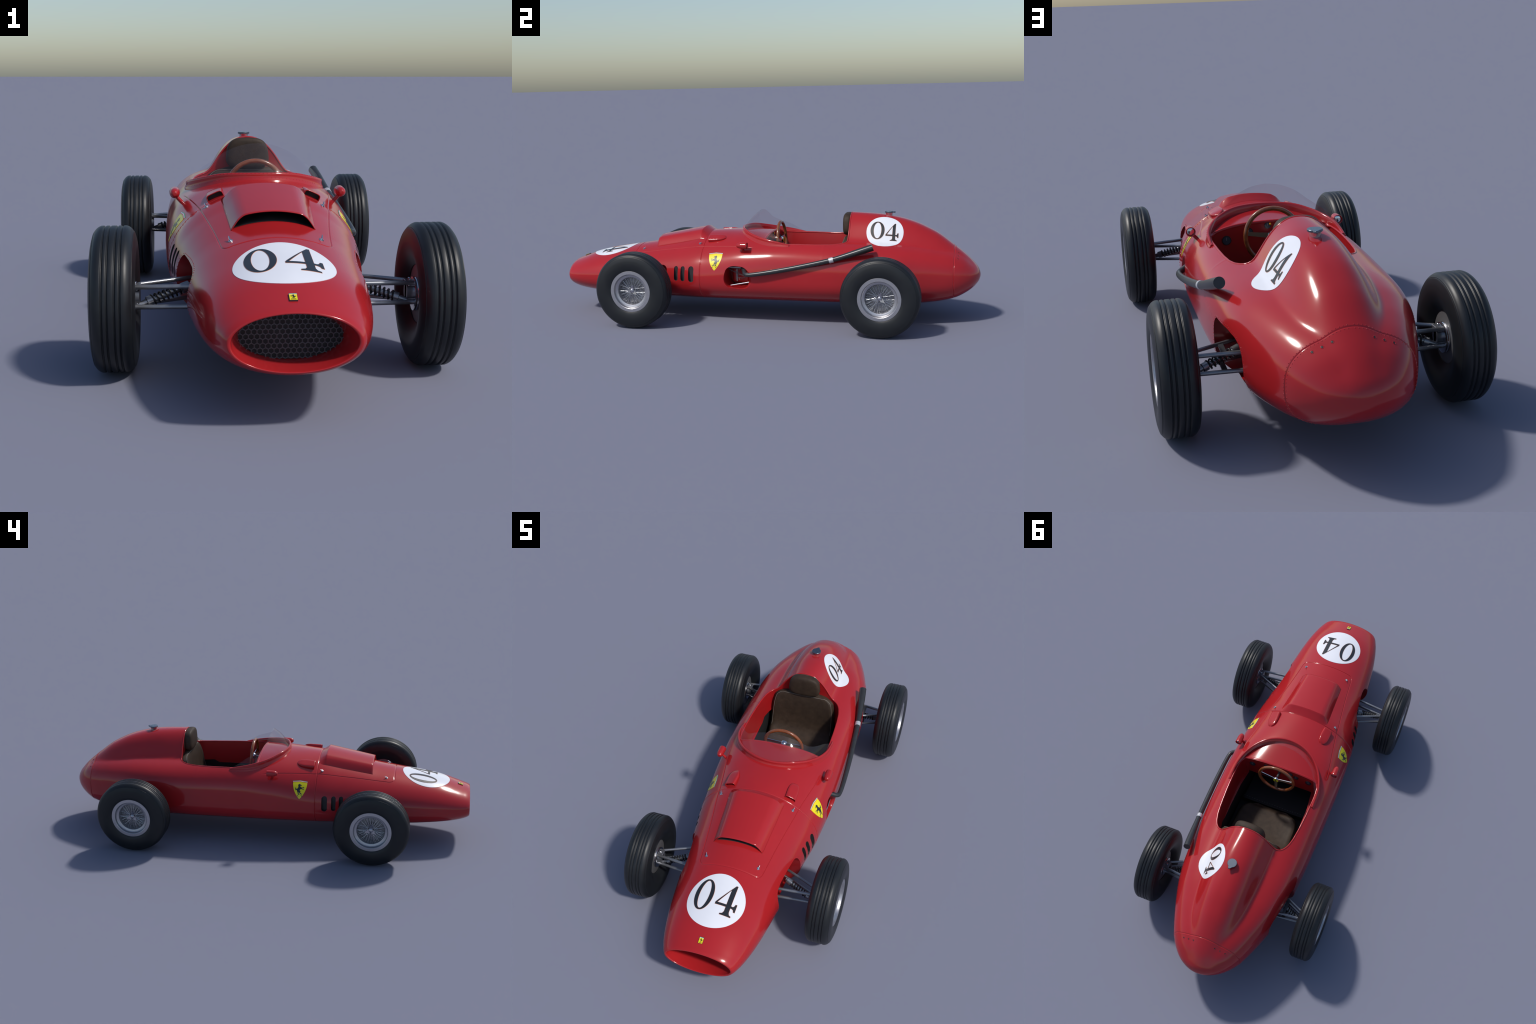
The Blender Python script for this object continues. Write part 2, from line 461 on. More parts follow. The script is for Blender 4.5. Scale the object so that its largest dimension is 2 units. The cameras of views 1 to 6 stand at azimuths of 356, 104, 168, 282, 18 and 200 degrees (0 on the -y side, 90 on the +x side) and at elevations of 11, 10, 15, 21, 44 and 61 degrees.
# vertex normals of the uncut skin, so that cuts leave no shading dents
cache = {}
def smooth_normal(vi):
    if vi in cache: return cache[vi]
    co = Vector(vco[vi]); loc, nrm, fi, d = ref_bvh.find_nearest(co)
    res = None
    if loc is not None and d < 3e-4:
        f = skin_ref_bm.faces[fi]; acc = Vector((0, 0, 0))
        for v in f.verts: acc += v.normal / ((v.co - loc).length + 1e-5)
        res = acc.normalized()
    cache[vi] = res; return res
panel_of = []
for p in me.polygons:
    c = p.center; mi = p.material_index
    if mi == 2: key = 'vent_lining' if c.y < -.27 and abs(c.x) > .2 else 'cockpit_lining'
    elif mi == 1:
        key = 'cockpit_wall' if (.02 < c.y < .42 and c.z > .25 and abs(c.x) < .2) else 'wheel_well'
    elif c.y < -.88 and (c.y > -.9905) and (c.x/.133)**2 + ((c.z-.184)/.0615)**2 < 1: key = 'intake_duct'
    elif c.y > TAIL_Y: key = 'tail_cone'
    elif c.y > SEAM_Y: key = 'main_body'
    elif c.y > HOOD_Y and c.z > .2 and abs(c.x) < x0 + (x1-x0)*(c.y-HOOD_Y)/(SEAM_Y-HOOD_Y): key = 'hood'
    else: key = 'nose_body'
    panel_of.append(key)
    if mi not in (1, 2):
        for li in range(p.loop_start, p.loop_start + p.loop_total):
            s = smooth_normal(int(loop_v[li]))
            if s is not None and s.dot(p.normal) > .80: loop_n[li] = s
for key in dict.fromkeys(panel_of):
    vmap = {}; V = []; F = []; N = []; mi = 0
    for p, k in zip(me.polygons, panel_of):
        if k != key: continue
        q = []
        for li in range(p.loop_start, p.loop_start + p.loop_total):
            vi = int(loop_v[li])
            if vi not in vmap: vmap[vi] = len(V); V.append(tuple(vco[vi]))
            q.append(vmap[vi]); N.append(tuple(loop_n[li]))
        F.append(q); mi = p.material_index
    part = bpy.data.meshes.new(key); part.from_pydata(V, [], F)
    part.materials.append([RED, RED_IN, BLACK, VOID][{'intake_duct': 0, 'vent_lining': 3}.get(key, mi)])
    part.polygons.foreach_set('use_smooth', [True]*len(part.polygons)); part.update()
    part.normals_split_custom_set(N)
    ob = bpy.data.objects.new(key, part); bpy.context.scene.collection.objects.link(ob); ob.parent = car
bpy.data.objects.remove(skin)

# -------------------------------------------------------- draped markings
def inside(pt, loop):
    x, y = pt; c = False; n = len(loop)
    for i in range(n):
        (x1_, y1_), (x2_, y2_) = loop[i-1], loop[i]
        if (y1_ > y) != (y2_ > y) and x < (x2_-x1_)*(y-y1_)/(y2_-y1_) + x1_: c = not c
    return c
def subdivide_loop(loop, step):
    out = []; n = len(loop)
    for i in range(n):
        a, b = loop[i], loop[(i+1) % n]; L = math.hypot(b[0]-a[0], b[1]-a[1]); k = max(1, int(math.ceil(L/step)))
        out += [(a[0]+(b[0]-a[0])*j/k, a[1]+(b[1]-a[1])*j/k) for j in range(k)]
    return out
def drape(name, loops, frame, offset, mat, parent, step=.004, thick=.0006):
    """Flat outline(s) (first outer, rest holes) laid on the body through frame(u, v) -> (origin, direction)."""
    L = [subdivide_loop(l, step) for l in loops]
    pts = []; edges = []
    for l in L:
        o = len(pts); pts += l; edges += [(o+i, o+(i+1) % len(l)) for i in range(len(l))]
    us = [p[0] for p in L[0]]; vs = [p[1] for p in L[0]]
    for a in np.arange(min(us), max(us), step):
        for b in np.arange(min(vs), max(vs), step):
            q = (a + step*.37, b + step*.41)
            if inside(q, L[0]) and not any(inside(q, h) for h in L[1:]):
                if min((q[0]-p[0])**2 + (q[1]-p[1])**2 for p in pts[:sum(map(len, L))]) > (step*.4)**2: pts.append(q)
    r = delaunay_2d_cdt([Vector(p) for p in pts], edges, [], 0, 1e-7)
    V2, F = r[0], r[2]
    keep = []
    for f in F:
        c = (sum(V2[i].x for i in f)/len(f), sum(V2[i].y for i in f)/len(f))
        if inside(c, L[0]) and not any(inside(c, h) for h in L[1:]): keep.append(tuple(f))
    top = []; nor = []
    for p in V2:
        o, d = frame(p.x, p.y); loc, n = cast(o, d)
        if loc is None:
            d = Vector(d).normalized(); q = bvh.find_nearest(Vector(o) + d*.5); loc, n = q[0], q[1]
            if n.dot(d) > 0: n = -n
        top.append(loc + n*(offset + thick)); nor.append(n)
    nv = len(top); V = top + [t - n*(thick + offset + .0004) for t, n in zip(top, nor)]
    F2 = []
    cnt = {}
    for f in keep:
        for i in range(len(f)):
            e = (f[i], f[(i+1) % len(f)]); cnt[e] = 1
    for f in keep: F2.append(f)
    for (a, b) in cnt:
        if (b, a) not in cnt: F2.append((b, a, a+nv, b+nv))
    ob = mesh_obj(name, V, F2, mat, parent, None)
    recalc(ob)
    # face outwards
    m = ob.data; s = sum(m.polygons[i].normal.dot(nor[keep[i][0]]) for i in range(min(len(keep), 50)))
    if s < 0:
        for p in m.polygons: p.flip()
    shade(m, 50)
    return ob

def ellipse(cx, cy, rx, ry, n=72, rot=0):
    c, s = math.cos(rot), math.sin(rot)
    return [(cx + rx*math.cos(a)*c - ry*math.sin(a)*s, cy + rx*math.cos(a)*s + ry*math.sin(a)*c)
            for a in np.linspace(0, 2*math.pi, n, endpoint=False)]

# numerals in a unit box: zero, and a four with serifs
def zero(cx, cy, w, h, grow=0.0):
    g = grow
    return [ellipse(cx, cy, w/2+g, h/2+g, 64), ellipse(cx, cy, max(w*.285-g, .001), h*.455-g, 56)]
FOUR_OUT = [(.66, 1.0), (.73, 1.0), (.73, .345), (.80, .335), (.86, .36), (.90, .44), (.965, .44), (.965, .19), (.90, .19), (.87, .25),
            (.80, .275), (.73, .275), (.73, .13), (.77, .06), (.86, .035), (.86, .0), (.36, .0), (.36, .035), (.47, .06), (.52, .13), (.52, .275), (.02, .275), (.02, .34)]
FOUR_IN = [(.10, .345), (.52, .345), (.52, .83)]
def four(x, y, w, h, grow=0.0):
    def t(L, g):
        P = [(x + a*w, y + b*h) for a, b in L]
        if g == 0: return P
        c = (sum(p[0] for p in P)/len(P), sum(p[1] for p in P)/len(P))
        out = []; n = len(P)
        area = sum(P[i-1][0]*P[i][1] - P[i][0]*P[i-1][1] for i in range(n))
        sg = 1 if area > 0 else -1
        for i in range(n):
            a, b, q = P[i-1], P[i], P[(i+1) % n]
            n1 = Vector((b[1]-a[1], -(b[0]-a[0]))).normalized()*sg; n2 = Vector((q[1]-b[1], -(q[0]-b[0]))).normalized()*sg
            m = n1 + n2; m = m / max(m.length_squared/2, .5) if m.length > .1 else n1
            out.append((b[0]+m.x*g, b[1]+m.y*g))
        return out
    return [t(FOUR_OUT, grow), t(FOUR_IN, -grow)]

def number_set(name, disc, z_box, f_box, frame):
    d = drape(name, [disc], frame, .0004, WHITE, car)
    zc, zd, zw_, zh = z_box
    for kind, mat, grow, off in (('numeral_edge', HALO, .0009, .0010), ('numeral', INK, 0.0, .0016)):
        drape(kind, zero(zc, zd, zw_, zh, grow), frame, off, mat, d, .005)
        drape(kind, four(*f_box, grow), frame, off, mat, d, .005)
    return d
number_set('number_disc', ellipse(0, -.790, .1115, .1125), (-.051, -.777, .070, .131), (-.0005, -.842, .086, .130),
           lambda u, v: ((u, v, .8), (0, 0, -1)))
CA, SA = math.cos(math.radians(40)), math.sin(math.radians(40))
number_set('number_disc', ellipse(.5704, .2564, .0842, .0838), (.5365, .2635, .063, .087), (.5730, .2150, .061, .0865),
           lambda u, v: ((.6*CA - v*SA, u, .6*SA + v*CA), (-CA, 0, -SA)))

HORSE = [(.57, 1.0), (.55, .95), (.47, .93), (.37, .85), (.38, .81), (.47, .83), (.51, .78), (.43, .67), (.31, .67), (.21, .72), (.15, .63),
         (.19, .60), (.24, .65), (.37, .59), (.26, .54), (.17, .49), (.19, .44), (.28, .49), (.43, .52), (.51, .45), (.52, .36),
         (.44, .28), (.48, .20), (.42, .11), (.30, .07), (.30, .03), (.47, .04), (.56, .18), (.62, .21), (.60, .09), (.52, .02),
         (.53, -.02), (.66, .0), (.69, .18), (.74, .30), (.77, .40), (.84, .42), (.90, .35), (.89, .50), (.94, .63), (.85, .60), (.80, .50),
         (.75, .51), (.70, .60), (.65, .67), (.66, .77), (.69, .86), (.64, .95)]
def shield_loop(hw=.0335, top=.040, bot=-.043):
    L = [(-hw, top), (0, top+.003), (hw, top)]
    for t in np.linspace(0, 1, 14)[1:-1]:
        L.append((hw*(1-t**2.2)**.9, top - .026*t - (top-.026-bot)*t*1.0 if t < 0 else top + (bot-top)*t))
    L.append((0, bot))
    L += [(-a, b) for a, b in L[3:-1][::-1]]
    return L
for sx in (1, -1):
    c = on_side(sx, -.2045, .289)[0]
    up = Vector((-sx*.040, 0, .074)).normalized(); nrm = Vector((sx*.074, 0, .040)).normalized()
    yoff = -.2045
    fr = lambda u, v, c=c, up=up, nrm=nrm: (Vector(c) + Vector((0, u, 0)) + up*v + nrm*.2, -nrm)
    body = drape('shield_badge', [shield_loop()], fr, .0003, YELLOW, car, .004)
    for k, mt in enumerate((GREEN, WHITE, BREDS)):
        t0 = .0435 - .0019*k
        drape('badge_stripe', [[(-.0345, t0-.0021-.001), (0, t0-.0021+.0028), (.0345, t0-.0021-.001), (.0345, t0-.001), (0, t0+.0028), (-.0345, t0-.001)]], fr, .0008+.0001*k, mt, body, .004, .0004)
    hs = [((a-.53)*.056, (b-.5)*.052 + .004) for a, b in HORSE]
    drape('horse_emblem', [hs], fr, .0009, INK, body, .004, .0004)
    for u0 in (-.009, .009):
        drape('badge_letter', [[(u0-.0035, -.0265), (u0+.0035, -.0265), (u0+.0035, -.0245), (u0-.001, -.0245), (u0-.001, -.0315), (u0-.0035, -.0315)]], fr, .0009, INK, body, .004, .0004)

# ------------------------------------------------------------ nose badge
p, n = on_top(0, -.9535)
t = Vector((0, 1, 0)); t = (t - n*t.dot(n)).normalized(); xx = Vector((1, 0, 0))
M = Matrix((xx, t, n)).transposed()
nb = Geo().box(p + n*.0012, (.0168, .0245, .0042), M).build('nose_badge', DARKSTEEL, car, 30)
def flat_on(name, loop, lift, mat, parent, th=.0006):
    V = [p + M @ Vector((a, b, lift)) for a, b in loop] + [p + M @ Vector((a, b, lift+th)) for a, b in loop]
    n_ = len(loop); F = [tuple(range(n_))[::-1], tuple(range(n_, 2*n_))] + [(i, (i+1) % n_, n_+(i+1) % n_, n_+i) for i in range(n_)]
    return mesh_obj(name, V, F, mat, parent, None)
flat_on('badge_face', [(-.0078, -.0116), (.0078, -.0116), (.0078, .0080), (-.0078, .0080)], .0032, YELLOW, nb)
flat_on('badge_stripe', [(-.0078, .0083), (.0078, .0083), (.0078, .0098), (-.0078, .0098)], .0032, WHITE, nb)
flat_on('badge_stripe', [(-.0078, .0100), (.0078, .0100), (.0078, .0116), (-.0078, .0116)], .0032, GREEN, nb)
flat_on('horse_emblem', [((a-.53)*.0145, (b-.5)*.0125 + .0005) for a, b in HORSE], .0039, INK, nb, .0004)
flat_on('badge_letter', [(-.0052, -.0100), (.0052, -.0100), (.0052, -.0083), (-.0052, -.0083)], .0039, INK, nb, .0004)

# ------------------------------------------------------------------ grille
g = Geo(); pitch = .0116; R = pitch/math.sqrt(3); seen = set()
def in_grille(x, z, k=1.0): return (x/(.1105*k))**2 + ((z-.1775)/(.0525*k))**2 < 1
for i in range(-12, 13):
    for j in range(-7, 8):
        cx, cz = (i + .5*(j % 2))*pitch, .1775 + j*R*1.5
        for k in range(6):
            a0, a1 = math.pi/6 + k*math.pi/3, math.pi/6 + (k+1)*math.pi/3
            A = (round(cx + R*math.cos(a0), 5), round(cz + R*math.sin(a0), 5)); B = (round(cx + R*math.cos(a1), 5), round(cz + R*math.sin(a1), 5))
            key = tuple(sorted((A, B)))
            if key in seen or not (in_grille(*A) and in_grille(*B)): continue
            seen.add(key); g.tube([(A[0], -.9225, A[1]), (B[0], -.9225, B[1])], .00125, 6)
gr = g.build('grille', MESHM, car); gr['kind'] = 'stuff'
g = Geo(); g.lathe([(-.916, 1.0), (-.913, 1.0)], 48, 'y', cap0=True, cap1=True)
g.v = [(x*.112, y, .1775 + z*.053) for x, y, z in g.v]
g.build('radiator', VOID, car)

# -------------------------------------------------------------- hood scoop
def hood_z(x, y):
    q = on_top(x, y)[0]; return q.z
def scoop_rows(inset=0.0, y0=-.538, y1=-.2785):
    rows = []
    ys = list(np.linspace(y0, -.318, 30)) + list(np.linspace(-.315, y1, 12))
    for y in ys:
        f = (y + .538) / .26
        bx = .1035 + .0165*f - inset; tx = .0775 + .0075*min(f/.85, 1) - inset
        lead = 0.0
        row = []
        drop = smooth(-.318, y1 + .001, y)
        drop = max(0, min(1, (y + .314)/(y1 + .314))) if y > -.314 else 0
        ytop = y
        ztc = .3785 + (.4215 - .3785)*min(max((y + .538)/.225, 0), 1) - inset
        zcorner = ztc - .0075
        n = 40
        for k in range(n + 1):
            s = -1 + 2*k/n; a = abs(s)
            # cross coordinate with rounded shoulder
            if a < .62: x = tx*a/.62*.985
            else: x = tx*.985 + (bx - tx*.985)*(a - .62)/.38
            zb_ = hood_z(min(x, bx), y) - .0015
            ztop_ = ztc - .0105*(min(x, tx)/tx)**2.0
            if x <= tx*.985: z = ztop_
            else:
                q = (x - tx*.985)/(bx - tx*.985)
                z = ztop_*(1-q) + zb_*q
            # soften the shoulder
            sh = math.exp(-((x - tx*.985)/.006)**2)*.0022
            z -= sh
            z = max(z*(1-drop) + zb_*drop, zb_)
            row.append((math.copysign(x, s), y, z))
        rows.append(row)
    return rows
rows = scoop_rows()
g = Geo(); g.grid(rows)
ob = g.build('hood_scoop', RED, car, 28)
recalc(ob)
if sum(p_.normal.z for p_ in ob.data.polygons) < 0:
    for p_ in ob.data.polygons: p_.flip()
m_ = ob.modifiers.new('t', 'SOLIDIFY'); m_.thickness = .0018; m_.offset = -1
# dark throat behind the mouth
g = Geo(); inner = [[(x*.975, y, max(z - .0026, hood_z(x, y) - .002)) for x, y, z in r] for r in scoop_rows() if -.5365 < r[0][1] < -.45]
g.grid(inner)
back = inner[-1]; g.add(back + [(x, y, hood_z(x, y) - .002) for x, y, z in back], [(i, i+1, len(back)+i+1, len(back)+i) for i in range(len(back)-1)])
flo = [[(x, y, hood_z(x, y) + .0012) for x in np.linspace(-.098, .098, 41)] for y in np.linspace(-.5285, -.45, 14)]
g.grid(flo)
g.build('scoop_throat', VOID, car, 60)

# -------------------------------------------------------------- cowl vents
def cowl_vent(sx):
    g = Geo(); rows = []; nose = None
    cx = .1285
    for y in np.linspace(-.262, -.176, 22):
        f = (y + .262)/.086
        hw = .0250*math.sqrt(max(1 - max((f - .35)/.65, 0)**2.6, 0)) - .0015*(1-f)
        h = .0160*(1 - .50*f)*math.sqrt(max(1 - max((f-.55)/.45, 0)**3, 0))
        row = []
        for k in range(25):
            a = math.pi*k/24; c, s = math.cos(a), math.sin(a)
            ox = hw*math.copysign(abs(c)**.45, c); oz = h*abs(s)**.45
            loc, n_ = on_top(sx*(cx), y)
            tx = Vector((1, 0, 0)); tx = (tx - n_*tx.dot(n_)).normalized()
            q = loc + tx*ox + n_*oz
            if k in (0, 24): q = q - n_*.006
            row.append(q)
        rows.append(row)
    g.grid(rows)
    g.add(rows[-1], [tuple(range(25))])
    ob = g.build('cowl_vent', RED, car, 45)
    sm = sum(p_.normal.z for p_ in ob.data.polygons)
    if sm < 0:
        for p_ in ob.data.polygons: p_.flip()
    m_ = ob.modifiers.new('t', 'SOLIDIFY'); m_.thickness = .0022; m_.offset = -1
    back = rows[4]; c = sum((Vector(v) for v in back), Vector())/25
    inner = [c + (Vector(v)-c)*.93 for v in back]
    mesh_obj('vent_throat', inner, [tuple(range(25))], VOID, ob, None)
for sx in (1, -1): cowl_vent(sx)

# ------------------------------------------------------------- latches
def latch(x, y, aim):
    p_, n_ = on_top(x, y); d = Vector((.22*aim, 1, 0)); d = (d - n_*d.dot(n_)).normalized(); b_ = n_.cross(d)
    g = Geo(); g.tube([p_ - n_*.001, p_ + n_*.0022], [.0064, .0058], 16)
    g.tube([p_ + n_*.002, p_ + n_*.0045], [.0030, .0026], 10)
    M_ = Matrix((b_, d, n_)).transposed()
    g.tube([p_ + n_*.004 - d*.002, p_ + n_*.0062 + d*.0055, p_ + n_*.0095 + d*.0115], [.0022, .0019, .0012], 8)
    g.build('hood_latch', CHROME, car, 40)
for x, y in ((.1063, -.6056), (-.1063, -.6056), (.1537, -.3018), (-.1537, -.3018)): latch(x, y, 0)

# ------------------------------------------------- rivets along the seams
riv = Geo()
def ring_rivets(y, dy, step, lo=0.05, hi=2.6):
    for sx in (1, -1):
        phi = lo; last = None; acc = 0
        prev = None
        for phi in np.arange(lo, hi, .004):
            q = ring(y+dy, W(y+dy), ZT(y+dy), ZB(y+dy), ZW(y+dy), PU(y+dy), PL(y+dy), [phi])[0]
            z = q[2] + (hump(q[0], y+dy) if phi < math.pi/2 else 0); v = Vector((sx*q[0], y+dy, z))
            if prev is None or (v-prev).length >= step:
                prev = v; loc, n_, _, _ = bvh.find_nearest(v)
                c = Vector((0, y+dy, ZW(y+dy)))
                if n_.dot(v - c) < 0: n_ = -n_
                riv.dome(loc, n_, .0013, .0011, 6, 2)
ring_rivets(TAIL_Y, -.0042, .0092); ring_rivets(TAIL_Y, .0042, .0092)
ring_rivets(SEAM_Y, .0042, .0095, .8, 2.3); ring_rivets(SEAM_Y, -.0042, .0095, .8, 2.3)
def edge_rivets(arch, sx, lo_z=.12, off=.006, step=.010):
    prev = None
    c = (sum(a for a, b in arch)/len(arch), sum(b for a, b in arch)/len(arch))
    for a, b in subdivide_loop(arch, .001):
        if b < lo_z: continue
        d = Vector((a-c[0], b-c[1])).normalized()
        q = Vector((a + d.x*off, b + d.y*off))
        if prev is None or (q-prev).length > step:
            prev = q; loc, n_ = on_side(sx, q.x, q.y)
            if loc is not None: riv.dome(loc, n_, .0012, .0010, 6, 2)
for sx in (1, -1):
    edge_rivets(ARCH_R, sx); edge_rivets(ARCH_F, sx)

# ------------------------------------------------------------ tail vents
for sx in (1, -1):
    for x, y in ((.0495, .9012), (.073, .9006), (.0962, .9003)):
        p_, n_ = on_top(sx*x, y)
        g = Geo(); g.dome(p_ - n_*.0004, n_, .0034, .0009, 14, 2); g.build('tail_vent_hole', VOID, car)
        b_ = n_.orthogonal().normalized(); e_ = n_.cross(b_)
        g = Geo(); g.tube([p_ + (b_*math.cos(a)+e_*math.sin(a))*.0038 for a in np.linspace(0, 2*math.pi, 18, endpoint=False)], .0008, 6, closed=True)
        g.build('tail_vent_rim', RED, car)

# ------------------------------------------------------ windscreen collar
CX, CYF, CYB, = .205, -.118, .148
def collar_xy(t, grow=0.0):
    """t in [-1, 1]: from the left end round the front to the right end."""
    a = t*math.pi/2*1.04
    x = (CX+grow)*math.sin(a)*(1 - .02*abs(t)**6); yc = .105
    y = yc - (yc - CYF + grow)*math.cos(a) if math.cos(a) > 0 else yc
    if abs(t) > .86: y = y + (abs(t)-.86)/.14*.036
    return x, y
def collar_top(y): return pchip_collar(y)
pchip_collar = pchip([(-.13, .4290), (-.10, .4262), (-.05, .4125), (0, .4000), (.05, .3895), (.10, .3795), (.135, .3715), (.16, .3660)])
N = 120; rows = []; line_in = []; riv_c = []
for k in range(N+1):
    t = -1 + 2*k/N
    fade = 1 - smooth(.86, 1.0, abs(t))
    x, y = collar_xy(t); d = Vector((x, (y-.10)*.95, 0)); d.normalize()
    zt_ = collar_top(y)
    so, _ = on_top(x*1.0 + d.x*.004, y + d.y*.004)
    si, _ = on_top(x - d.x*.014, y - d.y*.014)
    ztop = max(zt_, so.z + .0015); hgt = (ztop - so.z)
    P0 = Vector((x, y, 0))
    prof = [(.010, so.z - .004), (.0085, so.z + hgt*.12), (.0060, so.z + hgt*.26), (.0052, so.z + hgt*.60), (.0055, so.z + hgt*.74), (.0045, ztop - .0012), (.0015, ztop),
            (-.0018, ztop - .0006), (-.0040, ztop - .0035), (-.0055, so.z + hgt*.45), (-.0065, so.z - .008)]
    rows.append([Vector((x + d.x*o, y + d.y*o, z)) for o, z in prof])
    line_in.append(Vector((x - d.x*.0035, y - d.y*.0035, ztop - .002)))
g = Geo(); g.grid(rows)
for r_ in (rows[0], rows[-1]): g.add(r_, [tuple(range(len(r_)))])
g.build('windscreen_collar', RED, car, 60)
prev = None
for k in range(4, N-3):
    for o in (5,):
        v = rows[k][5]
        if prev is None or (v-prev).length > .0095:
            prev = v; nn = (rows[k][5]-rows[k][8]); nn.z += .004
            riv.dome(v, nn, .0012, .0009, 6, 2); riv.dome(rows[k][2], nn, .0012, .0009, 6, 2)
rv = riv.build('rivet', RED, car, 60); rv['kind'] = 'stuff'

# ------------------------------------------------------------- windscreen
rows = []
NS, NT = 80, 14
EDGE_Y = pchip([(0, -.035), (.0375, -.033), (.09, -.025), (.13, -.010), (.155, .016), (.18, .064), (.2, .106), (.204, .13)])
EDGE_Z = pchip([(0, .5055), (.0375, .5010), (.09, .4815), (.13, .4520), (.155, .4345), (.18, .4135), (.2, .387), (.204, .3735)])
for k in range(NS+1):
    t = -.935 + 1.87*k/NS
    i = (t + 1)/2*N; i0 = int(i); base = line_in[i0].lerp(line_in[min(i0+1, N)], i - i0)
    q = math.sin(math.pi/2*t/.935)
    ex = .2035*(.55*q + .45*t/.935)
    edge = Vector((ex, EDGE_Y(abs(ex)), EDGE_Z(abs(ex))))
    row = []
    for j in range(NT+1):
        f = j/NT; bow = .007*math.sin(math.pi*f)*math.cos(t*1.4)
        row.append(base.lerp(edge, f) + Vector((0, -bow*.7, bow*.7)) - Vector((0, 0, .003*(1-f))))
    rows.append(row)
g = Geo(); g.grid(rows); ws = g.build('windscreen', GLASS, car, 80)

# ------------------------------------------------------ cockpit rim bead
path = []
for x, y in subdivide_loop(mirror_outline(COCKPIT), .006):
    q = cast((x*1.004, y + (.002 if y > .39 else (-.003 if y < .03 else 0)), .8), (0, 0, -1))[0]
    path.append(q)
path = [Vector(p_) for p_ in path]
for _ in range(2):
    path = [(path[i-1] + path[i]*2 + path[(i+1) % len(path)])/4 for i in range(len(path))]
br = [.0036 + .0030*(1 - smooth(.030, .045, p_.y)) for p_ in path]
g = Geo(); g.tube([p_ - Vector((0, (r_-.0036)*.9, r_ - .0020)) for p_, r_ in zip(path, br)], br, 12, closed=True)
g.build('cockpit_rim', RED, car, 80)

# ------------------------------------------------------------------ gauges
for x, z, r in ((.1385, .3475, .0145), (.068, .3685, .0132), (-.050, .3705, .0125), (-.0790, .3570, .0125), (-.1405, .3475, .0145), (.008, .3845, .0102)):
    yd = .0225
    g = Geo(); g.lathe([(yd-.004, r), (yd+.0012, r), (yd+.002, r*.97), (yd+.002, r*.86)], 32, 'y', (x, 0, z)); gg = g.build('gauge', GAUGE_RING, car, 40)
    g = Geo(); g.lathe([(yd, r*.9), (yd+.0012, r*.88)], 32, 'y', (x, 0, z), cap1=True); g.build('gauge_face', GREY_IN, gg, 40)
    g = Geo(); g.box((x, yd+.0018, z+r*.3), (.0008, .0006, r*.7)); g.build('gauge_needle', BAND, gg, 30)
g = Geo(); g.dome((.0, .024, .3885), (0, 1, .2), .004, .004, 12, 3); g.build('warning_lamp', plain('lamp_amber', (.75, .30, .01), .15), car)

# ---------------------------------------------------------- steering wheel
SWC = Vector((.002, .0630, .3620)); SWR = .0835
sw = bpy.data.objects.new('steering_wheel', None); bpy.context.scene.collection.objects.link(sw); sw.parent = car
tilt = Matrix.Rotation(math.radians(4), 3, 'X')
def sp(a, r, dy=0): return SWC + tilt @ Vector((r*math.cos(a), dy, r*math.sin(a)))
g = Geo(); g.tube([sp(a, SWR) for a in np.linspace(0, 2*math.pi, 72, endpoint=False)], .0074, 14, closed=True); g.build('wheel_rim', WOOD, sw, 80)
g = Geo()
for a in (math.radians(8), math.radians(172), math.radians(270)):
    T_ = Vector((-math.sin(a), 0, math.cos(a)))
    for (r0, r1, w0, w1) in ((.012, .081, .0080, .0056),):
        c0, c1 = sp(a, r0, .004), sp(a, r1)
        b_ = tilt @ T_; nn = tilt @ Vector((0, 1, 0))
        V = [c0-b_*w0-nn*.0013, c0+b_*w0-nn*.0013, c0+b_*w0+nn*.0013, c0-b_*w0+nn*.0013, c1-b_*w1-nn*.0013, c1+b_*w1-nn*.0013, c1+b_*w1+nn*.0013, c1-b_*w1+nn*.0013]
        g.add(V, [(0,1,2,3),(7,6,5,4),(0,4,5,1),(1,5,6,2),(2,6,7,3),(3,7,4,0)])
g.build('wheel_spoke', CHROME, sw, 40)
g = Geo(); g.lathe([(-.010, .006), (-.004, .0135), (.005, .0155), (.009, .0150), (.0095, .0118)], 32, 'y', tuple(SWC)); g.build('wheel_hub', CHROME, sw, 50)
g = Geo(); g.lathe([(.0088, .0122), (.0100, .0118), (.0106, .008), (.0108, .0005)], 28, 'y', tuple(SWC), cap1=True); hb = g.build('horn_button', YELLOW, sw, 50)
hv = [SWC + Vector((-(a-.53)*.017, .0110, (b-.5)*.017)) for a, b in HORSE]
hv2 = [v + Vector((0, .0005, 0)) for v in hv]; nh = len(hv)
mesh_obj('horse_emblem', hv + hv2, [tuple(range(nh)), tuple(range(nh, 2*nh))[::-1]] + [(i, (i+1) % nh, nh+(i+1) % nh, nh+i) for i in range(nh)], INK, sw, None)
g = Geo(); g.rod(SWC, SWC + Vector((0, -.10, -.015)), .006); g.build('steering_column', DARKSTEEL, sw)

